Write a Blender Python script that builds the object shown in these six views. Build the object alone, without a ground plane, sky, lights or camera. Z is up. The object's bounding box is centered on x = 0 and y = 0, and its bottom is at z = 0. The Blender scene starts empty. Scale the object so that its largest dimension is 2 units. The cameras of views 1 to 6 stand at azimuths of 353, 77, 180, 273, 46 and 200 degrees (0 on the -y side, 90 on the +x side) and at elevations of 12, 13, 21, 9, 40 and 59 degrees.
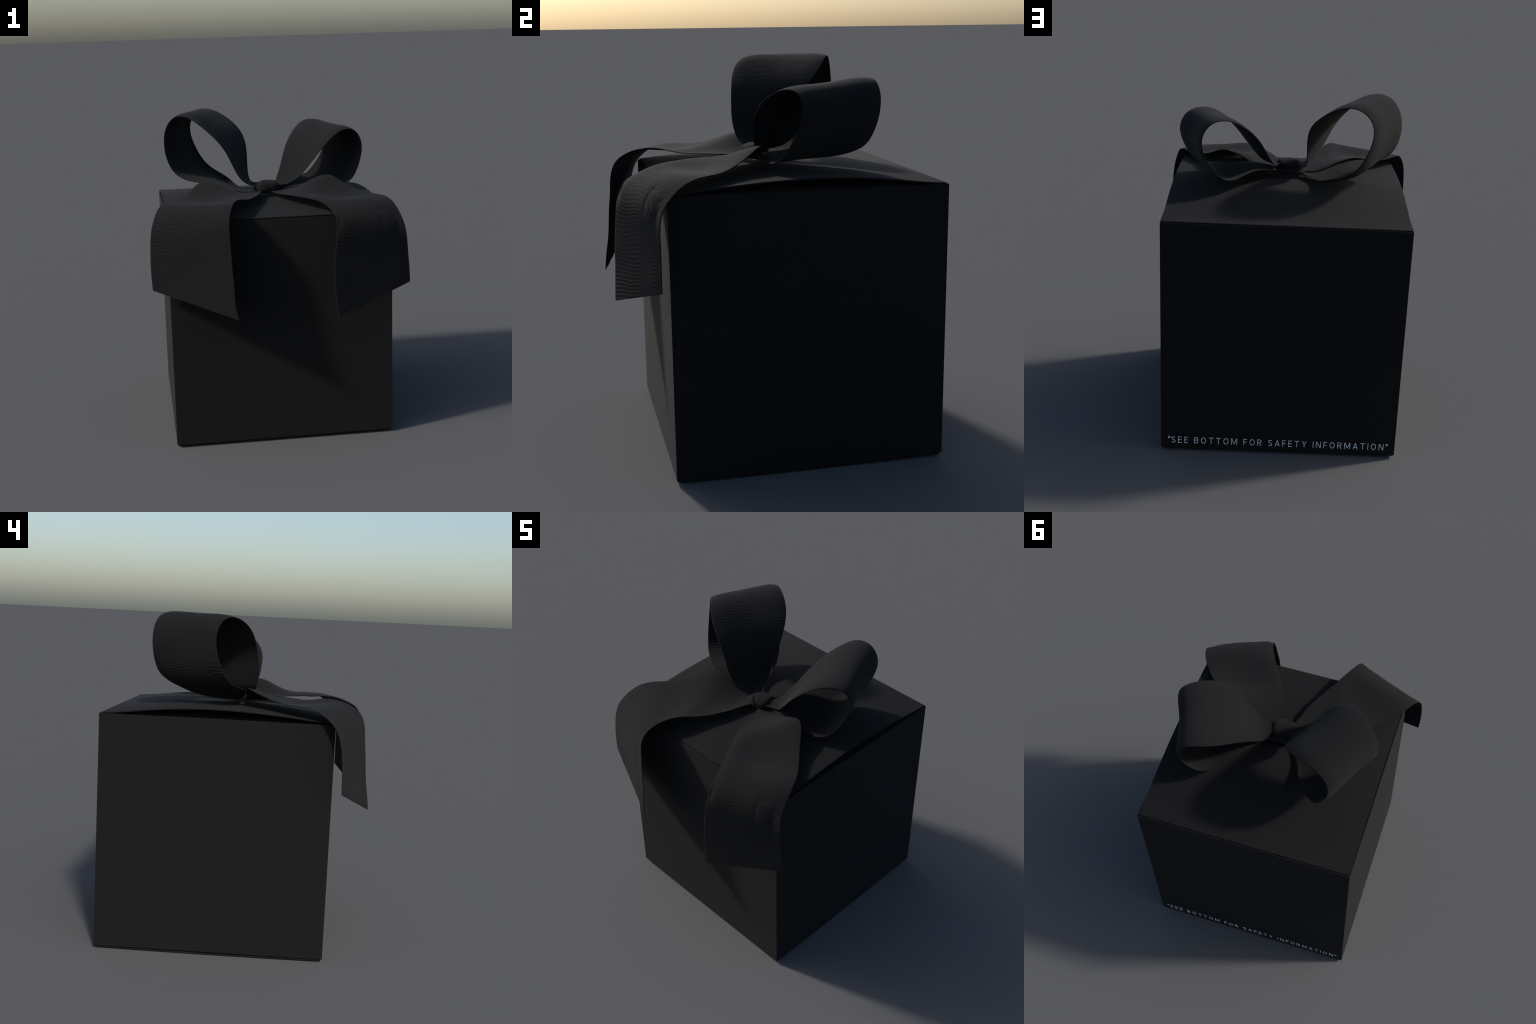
# A black cardboard gift box with an arched lid and a large ribbed ribbon bow.
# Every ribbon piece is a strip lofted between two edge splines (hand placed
# control points, evenly spaced along the edge), bellied by a small table of
# offsets (mm) along its normal, then ribbed like moire grosgrain.
import bpy, bmesh, math
import numpy as np
from mathutils import noise, Vector

LEFT_LOOP_FRONT_EDGE = [
    (-0.057, -0.048, 1.518), (-0.147, -0.067, 1.555), (-0.207, -0.084, 1.632), (-0.249, -0.083, 1.723),
    (-0.301, -0.072, 1.808), (-0.368, -0.053, 1.880), (-0.439, -0.017, 1.940), (-0.508, 0.044, 1.978),
    (-0.581, 0.107, 1.963), (-0.630, 0.142, 1.886), (-0.641, 0.138, 1.788), (-0.625, 0.110, 1.693), (-0.581,
    0.065, 1.617), (-0.506, 0.014, 1.576), (-0.415, -0.022, 1.559), (-0.318, -0.023, 1.535), (-0.228, 0.003,
    1.501), (-0.133, 0.020, 1.479), (-0.039, -0.009, 1.492)]
LEFT_LOOP_BACK_EDGE = [
    (-0.051, 0.031, 1.538), (-0.094, 0.120, 1.545), (-0.103, 0.177, 1.627), (-0.100, 0.220, 1.719), (-0.109,
    0.274, 1.804), (-0.143, 0.340, 1.874), (-0.200, 0.402, 1.930), (-0.277, 0.450, 1.975), (-0.367, 0.494,
    1.979), (-0.437, 0.526, 1.917), (-0.444, 0.536, 1.818), (-0.411, 0.528, 1.722), (-0.362, 0.502, 1.638),
    (-0.299, 0.445, 1.583), (-0.238, 0.371, 1.549), (-0.192, 0.288, 1.514), (-0.154, 0.197, 1.487), (-0.105,
    0.109, 1.479), (-0.045, 0.027, 1.486)]
LEFT_LOOP_BELLY = [
    (0, 1, 1, 1, 0), (1, 1, 2, 1, 1), (2, 4, 5, 4, 2), (2, 5, 7, 6, 3), (-3, -3, -2, -3, -3), (-11, -15, -13,
    -14, -14), (-10, -12, -9, -14, -17), (-5, -7, -12, -16, -12), (0, 0, -9, -20, -14), (-1, -2, -10, -25,
    -25), (-6, -13, -25, -32, -23), (-3, -8, -19, -23, -12), (0, 0, -1, -1, 0), (0, 0, 0, 0, 0)]
LEFT_LOOP_SLANT = (-0.000, -0.020, 0.068, -0.051, 0.021, 0.000)
RIGHT_LOOP_FRONT_EDGE = [
    (0.060, -0.053, 1.527), (0.146, -0.033, 1.535), (0.213, -0.061, 1.587), (0.271, -0.074, 1.655), (0.328,
    -0.077, 1.724), (0.390, -0.057, 1.786), (0.455, -0.018, 1.833), (0.528, 0.029, 1.857), (0.603, 0.072,
    1.837), (0.644, 0.083, 1.762), (0.635, 0.062, 1.675), (0.603, 0.030, 1.598), (0.552, -0.006, 1.533),
    (0.475, -0.041, 1.507), (0.390, -0.066, 1.517), (0.301, -0.071, 1.526), (0.212, -0.057, 1.520), (0.126,
    -0.033, 1.507), (0.041, -0.008, 1.492)]
RIGHT_LOOP_BACK_EDGE = [
    (0.058, 0.031, 1.539), (0.081, 0.118, 1.548), (0.115, 0.183, 1.608), (0.145, 0.242, 1.676), (0.177, 0.302,
    1.741), (0.218, 0.366, 1.799), (0.268, 0.428, 1.850), (0.336, 0.480, 1.889), (0.423, 0.507, 1.881),
    (0.480, 0.513, 1.808), (0.477, 0.506, 1.715), (0.437, 0.491, 1.631), (0.379, 0.461, 1.563), (0.317, 0.399,
    1.531), (0.253, 0.330, 1.543), (0.193, 0.257, 1.551), (0.140, 0.180, 1.538), (0.091, 0.103, 1.513),
    (0.044, 0.027, 1.481)]
RIGHT_LOOP_BELLY = [
    (0, -1, -1, -1, -1), (-1, -1, -2, -1, -1), (-3, -5, -5, -2, 0), (-3, -7, -7, -1, 3), (4, -1, -1, 6, 9),
    (17, 12, 9, 13, 11), (13, 11, 8, 13, 11), (4, 4, 3, 7, 10), (-3, -6, -2, 4, 7), (-1, -3, 3, 13, 11), (5,
    7, 9, 10, 6), (0, -1, -1, 1, 1), (-5, -10, -11, -7, -2), (0, 0, 0, 0, 0)]
RIGHT_LOOP_SLANT = (0.016, -0.015, -0.046, 0.001, -0.000, -0.012)
LEFT_TAIL_INNER_EDGE = [
    (-0.024, -0.043, 1.500), (-0.061, -0.119, 1.493), (-0.083, -0.200, 1.493), (-0.114, -0.279, 1.494),
    (-0.152, -0.355, 1.495), (-0.194, -0.428, 1.504), (-0.236, -0.500, 1.517), (-0.272, -0.576, 1.513),
    (-0.300, -0.652, 1.489), (-0.318, -0.716, 1.438), (-0.322, -0.743, 1.359), (-0.319, -0.750, 1.274),
    (-0.316, -0.759, 1.190), (-0.312, -0.765, 1.106), (-0.309, -0.773, 1.022), (-0.306, -0.786, 0.938),
    (-0.286, -0.796, 0.857)]
LEFT_TAIL_OUTER_EDGE = [
    (-0.050, -0.010, 1.499), (-0.137, -0.013, 1.479), (-0.223, -0.020, 1.501), (-0.303, -0.026, 1.540),
    (-0.388, -0.033, 1.567), (-0.462, -0.077, 1.553), (-0.502, -0.152, 1.524), (-0.549, -0.225, 1.504),
    (-0.609, -0.291, 1.496), (-0.667, -0.360, 1.495), (-0.710, -0.437, 1.482), (-0.739, -0.511, 1.441),
    (-0.763, -0.567, 1.376), (-0.774, -0.594, 1.292), (-0.778, -0.605, 1.203), (-0.778, -0.611, 1.113),
    (-0.774, -0.614, 1.023)]
LEFT_TAIL_BELLY = [
    (0, 0, 0, 0, 0), (0, 0, 1, 0, 0), (1, 3, 3, 2, 0), (5, 11, 13, 7, 0), (10, 22, 28, 14, -1), (11, 26, 34,
    21, 2), (7, 16, 19, 13, 3), (2, -1, -5, -3, -2), (2, -2, -2, 4, 0), (3, 3, 3, 6, 3), (4, 6, 8, 6, 4), (4,
    6, 7, 6, 4), (2, 3, 4, 3, 2), (1, 1, 1, 1, 1)]
LEFT_TAIL_SLANT = (-0.116, 0.140, 0.001, -0.016)
RIGHT_TAIL_INNER_EDGE = [
    (0.015, -0.046, 1.492), (0.039, -0.127, 1.489), (0.064, -0.208, 1.493), (0.095, -0.287, 1.497), (0.132,
    -0.362, 1.499), (0.174, -0.435, 1.499), (0.217, -0.509, 1.497), (0.255, -0.583, 1.486), (0.287, -0.657,
    1.460), (0.305, -0.727, 1.418), (0.303, -0.758, 1.341), (0.294, -0.766, 1.258), (0.284, -0.772, 1.174),
    (0.281, -0.777, 1.090), (0.283, -0.779, 1.005), (0.288, -0.783, 0.921), (0.299, -0.787, 0.837)]
RIGHT_TAIL_OUTER_EDGE = [
    (0.049, -0.011, 1.495), (0.138, -0.025, 1.496), (0.225, -0.031, 1.518), (0.306, -0.035, 1.556), (0.385,
    -0.065, 1.580), (0.448, -0.123, 1.554), (0.501, -0.188, 1.521), (0.559, -0.253, 1.498), (0.616, -0.321,
    1.487), (0.666, -0.396, 1.483), (0.702, -0.475, 1.461), (0.726, -0.544, 1.409), (0.747, -0.594, 1.338),
    (0.760, -0.608, 1.252), (0.767, -0.608, 1.162), (0.774, -0.610, 1.072), (0.778, -0.610, 0.982)]
RIGHT_TAIL_BELLY = [
    (0, 0, 0, 0, 0), (-1, -1, -1, 0, 0), (-4, -5, -3, 0, 1), (-5, -11, -7, 2, 5), (5, -9, -13, -1, 6), (15,
    -6, -21, -13, -1), (9, -8, -18, -9, -1), (12, 10, 19, 24, 10), (11, 11, 19, 20, 5), (1, 2, 3, 3, 0), (0,
    0, 0, 0, 0), (0, 0, 0, 0, 0), (0, 0, 0, 0, 0), (0, 0, 0, 0, 0)]
RIGHT_TAIL_SLANT = (-0.125, 0.036, 0.026, 0.001)

# ---------------------------------------------------------------- helpers
def spline(points, t):
    """natural cubic spline through evenly spaced control points, at parameters t"""
    p = np.array(points, float)
    m = len(p)
    a = np.zeros((m, m)); r = np.zeros((m, 3))
    a[0, 0] = a[-1, -1] = 1
    for i in range(1, m - 1):
        a[i, i - 1:i + 2] = (1, 4, 1)
        r[i] = 6 * (p[i - 1] - 2 * p[i] + p[i + 1])
    k = np.linalg.solve(a, r)
    u = np.clip(t, 0, 1) * (m - 1); i = np.minimum(u.astype(int), m - 2); f = (u - i)[:, None]
    g = 1 - f
    return g * p[i] + f * p[i + 1] + ((g ** 3 - g) * k[i] + (f ** 3 - f) * k[i + 1]) / 6


def bspline_basis(t, m):
    """clamped uniform cubic B-spline weights, one row per t"""
    p = 3
    k = np.concatenate([[0] * p, np.linspace(0, 1, m - p + 1), [1] * p])
    t = np.clip(t, 0, 1 - 1e-9)
    b = [((t >= k[i]) & (t < k[i + 1])).astype(float) for i in range(len(k) - 1)]
    for d in range(1, p + 1):
        nb = []
        for i in range(len(k) - 1 - d):
            v = np.zeros_like(t)
            if k[i + d] > k[i]:
                v = v + (t - k[i]) / (k[i + d] - k[i]) * b[i]
            if k[i + d + 1] > k[i + 1]:
                v = v + (k[i + d + 1] - t) / (k[i + d + 1] - k[i + 1]) * b[i + 1]
            nb.append(v)
        b = nb
    return np.array(b).T


def grid_normals(s):
    n = np.cross(np.gradient(s, axis=0), np.gradient(s, axis=1))
    return n / (np.linalg.norm(n, axis=2, keepdims=True) + 1e-12)


def smooth_field(nt, nv, ft, fv, seed, octaves=2):
    """smooth noise over the strip, sampled coarsely and interpolated"""
    ct, cv = max(8, int(ft * 8)), max(6, int(fv * 8))
    g = np.array([[noise.fractal(Vector((i / ct * ft, j / cv * fv, seed)), 1.0, 2.0, octaves)
                   for j in range(cv + 1)] for i in range(ct + 1)])
    ti, vi = np.linspace(0, ct, nt), np.linspace(0, cv, nv)
    g = np.array([np.interp(ti, np.arange(ct + 1), g[:, j]) for j in range(cv + 1)]).T
    return np.array([np.interp(vi, np.arange(cv + 1), g[i]) for i in range(nt)])


def mesh_object(name, verts, faces, mat, parent, smooth=True):
    me = bpy.data.meshes.new(name)
    me.from_pydata([tuple(v) for v in verts], [], faces)
    me.update()
    bm = bmesh.new(); bm.from_mesh(me)
    bmesh.ops.recalc_face_normals(bm, faces=bm.faces)
    bm.to_mesh(me); bm.free()
    me.materials.append(mat)
    if smooth:
        me.polygons.foreach_set("use_smooth", [True] * len(me.polygons))
    ob = bpy.data.objects.new(name, me)
    bpy.context.scene.collection.objects.link(ob)
    ob.parent = parent
    return ob


def solid_from_grid(name, s, half, mat, parent, rim_round=True):
    """a sheet of real thickness: two offset copies of the grid and a rounded rim"""
    nt, nv = s.shape[:2]
    n = grid_normals(s)
    h = np.full((nt, nv), half)
    top, bot = s + n * h[..., None], s - n * h[..., None]
    verts = np.concatenate([top.reshape(-1, 3), bot.reshape(-1, 3)])
    o = nt * nv
    idx = np.arange(o).reshape(nt, nv)
    q = np.stack([idx[:-1, :-1], idx[1:, :-1], idx[1:, 1:], idx[:-1, 1:]], -1).reshape(-1, 4)
    faces = q.tolist() + (q[:, ::-1] + o).tolist()
    ring = list(idx[0, :]) + list(idx[1:, -1]) + list(idx[-1, -2::-1]) + list(idx[-2:0:-1, 0])
    # mid line of the rim pushed outwards a little, so the cut edge is rounded
    c = s.reshape(-1, 3)
    inner = np.empty((nt, nv, 3))
    inner[:] = s
    out = np.zeros((nt, nv, 3))
    out[:, 0] += s[:, 0] - s[:, 1]; out[:, -1] += s[:, -1] - s[:, -2]
    out[0] += s[0] - s[1]; out[-1] += s[-1] - s[-2]
    out = out.reshape(-1, 3)
    base = len(verts)
    mids = []
    for r in ring:
        d = out[r]; l = np.linalg.norm(d) + 1e-12
        mids.append(c[r] + d / l * half * .7)
    verts = np.concatenate([verts, np.array(mids)])
    k = len(ring)
    for i in range(k):
        j = (i + 1) % k
        faces.append([int(ring[i]), int(ring[j]), base + j, base + i])
        faces.append([base + i, base + j, int(ring[j]) + o, int(ring[i]) + o])
    return mesh_object(name, verts, faces, mat, parent)


# ---------------------------------------------------------------- materials
def node(nt, kind, **inputs):
    n = nt.nodes.new(kind)
    for k, v in inputs.items():
        n.inputs[k.replace("_", " ")].default_value = v
    return n


def make_material(name, dark, light, rough, spec, grain, bump):
    m = bpy.data.materials.new(name); m.use_nodes = True
    nt = m.node_tree; b = nt.nodes["Principled BSDF"]
    tc = nt.nodes.new("ShaderNodeTexCoord")
    nz = node(nt, "ShaderNodeTexNoise", Scale=grain, Detail=3.0)
    ramp = nt.nodes.new("ShaderNodeValToRGB")
    ramp.color_ramp.elements[0].position, ramp.color_ramp.elements[1].position = .3, .7
    ramp.color_ramp.elements[0].color, ramp.color_ramp.elements[1].color = (*dark, 1), (*light, 1)
    nt.links.new(tc.outputs["Object"], nz.inputs["Vector"])
    nt.links.new(nz.outputs["Fac"], ramp.inputs["Fac"])
    nt.links.new(ramp.outputs["Color"], b.inputs["Base Color"])
    b.inputs["Roughness"].default_value = rough
    b.inputs["Specular IOR Level"].default_value = spec
    if bump:
        bp = node(nt, "ShaderNodeBump", Strength=bump, Distance=.001)
        nt.links.new(nz.outputs["Fac"], bp.inputs["Height"])
        nt.links.new(bp.outputs["Normal"], b.inputs["Normal"])
    return m


card = make_material("black_card", (.0003, .0003, .0003), (.0008, .0008, .0008), 1.0, .48, 40, 0)
ribbon = make_material("black_ribbon", (.0004, .0004, .0004), (.0010, .0010, .0010), 1.0, .49, 90, 0)
ink = make_material("white_ink", (.78, .78, .78), (.82, .82, .82), .6, .4, 60, 0)

# ---------------------------------------------------------------- the thing
root = bpy.data.objects.new("gift_box", None)
bpy.context.scene.collection.objects.link(root)
root["label"] = "black cardboard gift box tied with a black ribbon bow"
root["category"] = "gift box"

X0, X1, Y0, Y1 = -.6752, .6820, -.5610, .7965      # outer walls of the box
Z0, Z1 = .0175, 1.4045


def box_body():
    """the closed carton under the bowed panels, every edge rounded"""
    bm = bmesh.new()
    bmesh.ops.create_cube(bm, size=1)
    for v in bm.verts:
        v.co = (X0 + (X1 - X0) * (v.co.x + .5), Y0 + (Y1 - Y0) * (v.co.y + .5), Z0 + (Z1 - Z0) * (v.co.z + .5))
    bm.normal_update()
    # the inner flap lies a little below the rim, under the bowed lid
    for f in [f for f in bm.faces if f.normal.z > .5]:
        bmesh.ops.inset_region(bm, faces=[f], thickness=.017)
        for v in f.verts:
            v.co.z -= .008
    bmesh.ops.recalc_face_normals(bm, faces=bm.faces)
    bmesh.ops.bevel(bm, geom=list(bm.edges), offset=.0032, segments=3, profile=.5, affect="EDGES")
    me = bpy.data.meshes.new("box_body"); bm.to_mesh(me); bm.free()
    me.materials.append(card)
    ob = bpy.data.objects.new("box_body", me)
    bpy.context.scene.collection.objects.link(ob); ob.parent = root
    for p in me.polygons:
        p.use_smooth = p.area < .03
    return ob


body = box_body()

# bowed card panels that close the top and the bottom: (y, z) profiles of the outer face
LID_PROFILE = [(-.552, 1.4115), (-.500, 1.4165), (-.400, 1.427), (-.300, 1.4365), (-.200, 1.445), (-.100, 1.452),
               (.000, 1.4565), (.100, 1.459), (.200, 1.459), (.300, 1.455), (.400, 1.449), (.500, 1.439),
               (.600, 1.4265), (.690, 1.4155), (.740, 1.411), (.787, 1.4085)]
BASE_PROFILE = [(-.551, .0068), (-.400, .0042), (-.250, .0020), (-.100, .0006), (.050, .0000), (.100, .0000),
                (.250, .0003), (.400, .0018), (.550, .0042), (.690, .0062), (.786, .0072)]


def bowed_panel(name, profile, thick, inset):
    py, pz = np.array(profile).T
    y = np.linspace(py[0], py[-1], 90)
    # smooth the profile
    z = np.interp(y, py, pz)
    for _ in range(12):
        z[1:-1] = (z[:-2] + 2 * z[1:-1] + z[2:]) / 4
    bm = bmesh.new()
    rows = []
    for yy, zz in zip(y, z):
        rows.append([bm.verts.new((x, yy, zz + dz)) for x, dz in
                     ((X0 + inset, 0), (X1 - inset, 0), (X1 - inset, thick), (X0 + inset, thick))])
    for a, b in zip(rows, rows[1:]):
        for i in range(4):
            j = (i + 1) % 4
            bm.faces.new((a[i], a[j], b[j], b[i]))
    bm.faces.new(rows[0]); bm.faces.new(rows[-1][::-1])
    bmesh.ops.recalc_face_normals(bm, faces=bm.faces)
    sharp = [e for e in bm.edges if e.calc_face_angle(0) > .6]
    bmesh.ops.bevel(bm, geom=sharp, offset=.0022, segments=2, profile=.5, affect="EDGES")
    for f in bm.faces:
        f.smooth = True
    me = bpy.data.meshes.new(name); bm.to_mesh(me); bm.free()
    me.materials.append(card)
    ob = bpy.data.objects.new(name, me)
    bpy.context.scene.collection.objects.link(ob); ob.parent = root
    return ob


lid = bowed_panel("lid", LID_PROFILE, -.0075, .007)
base = bowed_panel("base_panel", BASE_PROFILE, .0080, .007)

# ---------------------------------------------------------------- bow
bow = bpy.data.objects.new("bow", None)
bpy.context.scene.collection.objects.link(bow); bow.parent = root


def step(x, a, b):
    """smooth ramp from 0 at a to 1 at b"""
    u = np.clip((x - a) / (b - a), 0, 1)
    return u * u * (3 - 2 * u)


def spot(t, v, te, ve, rt, rv):
    return np.exp(-((t - te) / rt) ** 2 - ((v - ve) / rv) ** 2)


def ribbon_piece(name, edge_a, edge_b, belly, slant, length, seed, pitch, slope, warp, dents, closed,
                 nt=860, nv=96):
    t, v = np.linspace(0, 1, nt), np.linspace(0, 1, nv)
    # the straight rulings run aslant where the strip turns: pair the edges with a shift
    shift = sum(c * np.sin((i + 1) * math.pi * t) for i, c in enumerate(slant)) / 2
    a, b = spline(edge_a, t + shift), spline(edge_b, t - shift)
    s = a[:, None] * (1 - v)[None, :, None] + b[:, None] * v[None, :, None]
    d = np.array(belly, float) / 1000
    bulge = bspline_basis(t, len(d)) @ d @ bspline_basis(v, d.shape[1] + 2)[:, 1:-1].T
    s = s + grid_normals(s) * bulge[..., None]
    tt, vv = t[:, None], v[None]
    # gathers where the strip is squeezed into the knot
    gather = np.exp(-(t * length / .09) ** 2)
    if closed:
        gather = gather + np.exp(-((1 - t) * length / .09) ** 2)
    folds = .003 * np.cos(v * math.tau * 1.5 + seed) * np.sin(math.pi * v) ** .7
    s = s + grid_normals(s) * (gather[:, None] * folds[None])[..., None]
    # creases pressed into the strip
    for te, ve, rt, rv, depth in dents:
        s = s + grid_normals(s) * (depth * spot(tt, vv, te, ve, rt, rv))[..., None]
    # moire ribs: level lines of length plus slow noise, bent and closing into eyes here and there
    p = np.interp(t, *pitch)
    phase = np.concatenate([[0], np.cumsum(length / (nt - 1) * 2 / (p[1:] + p[:-1]))])[:, None]
    phase = phase + (1.0 if closed else 2.2) * smooth_field(nt, nv, length * 2.3, 1.4, seed) \
        + .55 * smooth_field(nt, nv, length * 9, 5, seed + 7) + warp(tt, vv)
    height = np.interp(t, *slope)[:, None] * p[:, None] / math.tau
    height = height * np.clip(.75 + .9 * smooth_field(nt, nv, length * 4, 3, seed + 3), .1, 1.5)
    wave = np.sin(math.tau * phase) + .22 * np.sin(2 * math.tau * phase + 1)
    selvedge = np.clip(np.minimum(v, 1 - v) / .02, 0, 1)[None]
    s = s + grid_normals(s) * (height * wave * selvedge)[..., None]
    return solid_from_grid(name, s, .0022, ribbon, bow)


ribbon_piece("loop", LEFT_LOOP_FRONT_EDGE, LEFT_LOOP_BACK_EDGE, LEFT_LOOP_BELLY, LEFT_LOOP_SLANT, 1.82, 3.1,
             ([0, .40, .52, .75, 1], [.0090, .0098, .0150, .0150, .0100]),
             ([0, .10, .25, .45, .72, .80, 1], [.05, .20, .40, .36, .34, .05, .02]),
             lambda t, v: 5.0 * spot(t, v, .563, .12, .055, .20) - 1.2 * spot(t, v, .50, .8, .05, .3)
             - 2.5 * spot(t, v, .68, .55, .06, .3), [], True)
ribbon_piece("loop", RIGHT_LOOP_FRONT_EDGE, RIGHT_LOOP_BACK_EDGE, RIGHT_LOOP_BELLY, RIGHT_LOOP_SLANT, 1.66, 8.4,
             ([0, .5, 1], [.0090, .0120, .0100]),
             ([0, .35, .5, .7, 1], [.02, .04, .15, .15, .04]),
             lambda t, v: 6.0 * spot(t, v, .57, .35, .06, .18) + 5.0 * spot(t, v, .57, .85, .05, .15), [], True)
ribbon_piece("tail", LEFT_TAIL_INNER_EDGE, LEFT_TAIL_OUTER_EDGE, LEFT_TAIL_BELLY, LEFT_TAIL_SLANT, 1.40, 12.7,
             ([0, .35, .52, .62, 1], [.0080, .0090, .0130, .0200, .0190]),
             ([0, .3, .5, .60, 1], [.03, .08, .16, .27, .27]),
             lambda t, v: -6.0 * step(-v, -.50, .02) * step(t, .44, .62) * (1 - .9 * step(t, .74, .98))
             + .8 * spot(t, v, .64, .46, .05, .10), [], False, nt=760)
ribbon_piece("tail", RIGHT_TAIL_INNER_EDGE, RIGHT_TAIL_OUTER_EDGE, RIGHT_TAIL_BELLY, RIGHT_TAIL_SLANT, 1.41, 21.3,
             ([0, .35, .52, .62, 1], [.0080, .0090, .0130, .0200, .0190]),
             ([0, .3, .5, .60, 1], [.03, .09, .18, .28, .28]),
             lambda t, v: step(t, .60, .74) * (2.2 * step(v, .88, 1) - 5.5 * step(v, .52, .86)),
             [(.613, .70, .013, .07, -.004), (.650, .66, .05, .03, -.003), (.690, .90, .060, .06, -.005),
              (.655, .03, .03, .035, -.009)], False, nt=760)


def knot():
    """a short smooth band of ribbon wound once round the waist of the bow"""
    nu, nw = 128, 72                                    # round the band, across the band
    u, w = np.linspace(0, math.tau, nu, endpoint=False), np.linspace(-1, 1, nw)
    g = np.zeros((nu, nw, 3))
    for j, x in enumerate(w):
        r = max(max(0, 1 - abs(x) ** 3.0) ** .42, .45)
        for i, q in enumerate(u):
            c, sn = math.cos(q), math.sin(q)
            cy, cz = math.copysign(abs(c) ** .9, c), math.copysign(abs(sn) ** .8, sn)
            # the wraps of the band cross on the front; soft folds run round the rest
            tuck = .20 * math.exp(-((x - .05 + .5 * sn) / .10) ** 2) * step(-c, .1, .8)
            fold = .018 * math.sin(6.5 * x + 1.6 * sn + 1.0)
            rr = r * (1 + fold - tuck)
            g[i, j] = (.001 + .070 * x - .010 * c * x, -.010 + .068 * cy * rr + .008 * x, 1.516 + .042 * cz * rr)
    verts = g.reshape(-1, 3)
    idx = np.arange(nu * nw).reshape(nu, nw)
    faces = []
    for i in range(nu):
        k = (i + 1) % nu
        for j in range(nw - 1):
            faces.append([int(idx[i, j]), int(idx[k, j]), int(idx[k, j + 1]), int(idx[i, j + 1])])
    faces.append([int(x) for x in idx[:, 0]]); faces.append([int(x) for x in idx[::-1, -1]])
    mesh_object("knot", verts, faces, ribbon, bow)

    # the strands bunched together under the band, widening towards both loops
    g = np.array([[(.105 * x, .016 + .060 * math.cos(q) * (1 - x ** 4) ** .5, 1.492 + .020 * math.sin(q)
                    * (1 - x ** 4) ** .5 * (1 + .12 * math.sin(3 * q + 4 * x))) for x in np.linspace(-.97, .97, 40)]
                  for q in u])
    idx = np.arange(nu * 40).reshape(nu, 40)
    faces = [[int(idx[i, j]), int(idx[(i + 1) % nu, j]), int(idx[(i + 1) % nu, j + 1]), int(idx[i, j + 1])]
             for i in range(nu) for j in range(39)]
    faces.append([int(x) for x in idx[:, 0]]); faces.append([int(x) for x in idx[::-1, -1]])
    mesh_object("gathered_strands", g.reshape(-1, 3), faces, ribbon, bow)


knot()

# ---------------------------------------------------------------- printed notice on the back wall
def arc(cx, cy, rx, ry, a0, a1, n=18):
    return [(cx + rx * math.cos(math.radians(a0 + (a1 - a0) * i / n)),
             cy + ry * math.sin(math.radians(a0 + (a1 - a0) * i / n))) for i in range(n + 1)]


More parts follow.
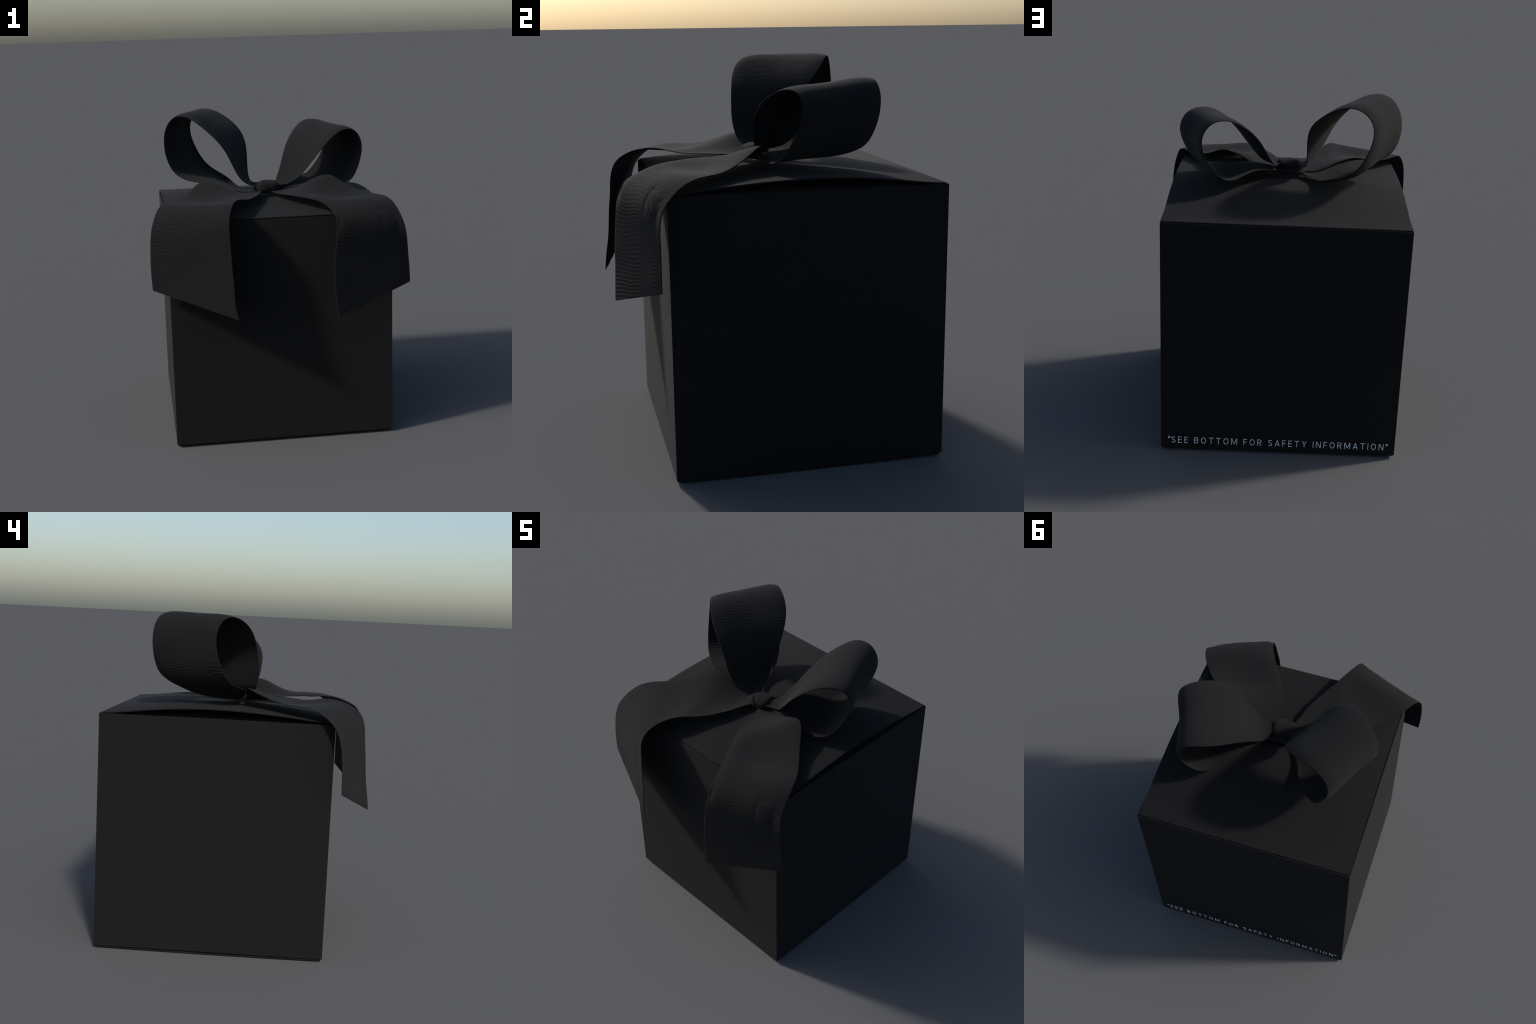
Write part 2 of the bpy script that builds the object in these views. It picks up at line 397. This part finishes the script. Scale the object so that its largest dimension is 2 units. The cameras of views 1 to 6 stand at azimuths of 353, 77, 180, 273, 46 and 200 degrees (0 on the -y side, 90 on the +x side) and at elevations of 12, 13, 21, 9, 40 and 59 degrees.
# plain sans capitals: width and pen strokes in units of the cap height
PEN = .095
E_ = PEN / 2
GLYPHS = {
    "S": (.64, [arc(.32, .735, .245, .20, 25, 180, 14) + arc(.33, .27, .245, .2025, 90, -155, 20)]),
    "E": (.54, [[(E_, 0), (E_, 1)], [(0, 1 - E_), (.54, 1 - E_)], [(0, .51), (.51, .51)], [(0, E_), (.54, E_)]]),
    "F": (.53, [[(E_, 0), (E_, 1)], [(0, 1 - E_), (.53, 1 - E_)], [(0, .49), (.49, .49)]]),
    "B": (.62, [[(E_, 0), (E_, 1)], [(0, 1 - E_)] + arc(.32, .73, .225, .2025, 90, -90) + [(0, .5275)],
                [(0, .5275)] + arc(.34, .295, .235, .2275, 90, -90) + [(0, E_)]]),
    "R": (.65, [[(E_, 0), (E_, 1)], [(0, 1 - E_)] + arc(.34, .70, .23, .2325, 90, -90) + [(0, .4675)],
                [(.33, .46), (.575, 0)]]),
    "O": (.80, [arc(.40, .5, .333, .445, 0, 360, 40)]),
    "T": (.70, [[(0, 1 - E_), (.70, 1 - E_)], [(.35, 0), (.35, 1)]]),
    "M": (.90, [[(E_, 0), (E_, 1)], [(.90 - E_, 0), (.90 - E_, 1)], [(.085, 1), (.45, .12)], [(.815, 1), (.45, .12)]]),
    "A": (.74, [[(E_, 0), (.37, .98)], [(.74 - E_, 0), (.37, .98)], [(.16, .29), (.58, .29)]]),
    "Y": (.72, [[(.07, 1), (.36, .45)], [(.65, 1), (.36, .45)], [(.36, 0), (.36, .47)]]),
    "I": (PEN, [[(E_, 0), (E_, 1)]]),
    "N": (.72, [[(E_, 0), (E_, 1)], [(.72 - E_, 0), (.72 - E_, 1)], [(.085, .98), (.635, .02)]]),
}


def pen_strokes(strokes, pen, place):
    """flat pen strokes as thin solid bars; place maps (x, y, depth) to the wall"""
    verts, faces = [], []
    for k, line in enumerate(strokes):
        p = np.array(line, float)
        d = np.gradient(p, axis=0)
        if np.allclose(p[0], p[-1]):
            d[0] = d[-1] = p[1] - p[-2]
        d /= np.linalg.norm(d, axis=1)[:, None]
        n = np.stack([-d[:, 1], d[:, 0]], 1) * pen / 2
        o = len(verts)
        front = 1 + .12 * (k % 4)                        # crossing strokes lie at their own depth
        for q, m in zip(p, n):
            for e, z in ((m, 0), (-m, 0), (-m, front), (m, front)):
                verts.append(place(q[0] + e[0], q[1] + e[1], z))
        for i in range(len(p) - 1):
            for j in range(4):
                a, b = o + 4 * i + j, o + 4 * i + (j + 1) % 4
                faces.append([a, b, b + 4, a + 4])
        faces.append([o, o + 3, o + 2, o + 1])
        e = o + 4 * (len(p) - 1)
        faces.append([e, e + 1, e + 2, e + 3])
    return verts, faces


def notice(text, x_start, x_end, z0, cap, tracking, gap):
    """letters set one by one along the wall, reading towards -x as seen from behind"""
    total = sum((GLYPHS[c][0] + tracking) if c != " " else gap for c in text) - tracking
    k = (x_start - x_end) / total
    x = 0
    for c in text:
        if c == " ":
            x += gap
            continue
        w, strokes = GLYPHS[c]
        v, f = pen_strokes(strokes, PEN, lambda a, b, z, x=x: (
            x_start - k * (x + a), Y1 - .0002 + .0008 * z, z0 + cap * b))
        mesh_object("letter", v, f, ink, body, smooth=False)
        x += w + tracking


notice("SEE BOTTOM FOR SAFETY INFORMATION", .6225, -.6100, .0512, .0412, .40, .56)
for x in (.6355, -.6280):
    rays = [[(-math.cos(q), -math.sin(q)), (math.cos(q), math.sin(q))] for q in (math.pi / 2, math.pi / 6, -math.pi / 6)]
    v, f = pen_strokes(rays, .62, lambda a, b, z, x=x: (x - .0068 * a, Y1 - .0002 + .0008 * z, .0872 + .0068 * b))
    mesh_object("asterisk", v, f, ink, body, smooth=False)
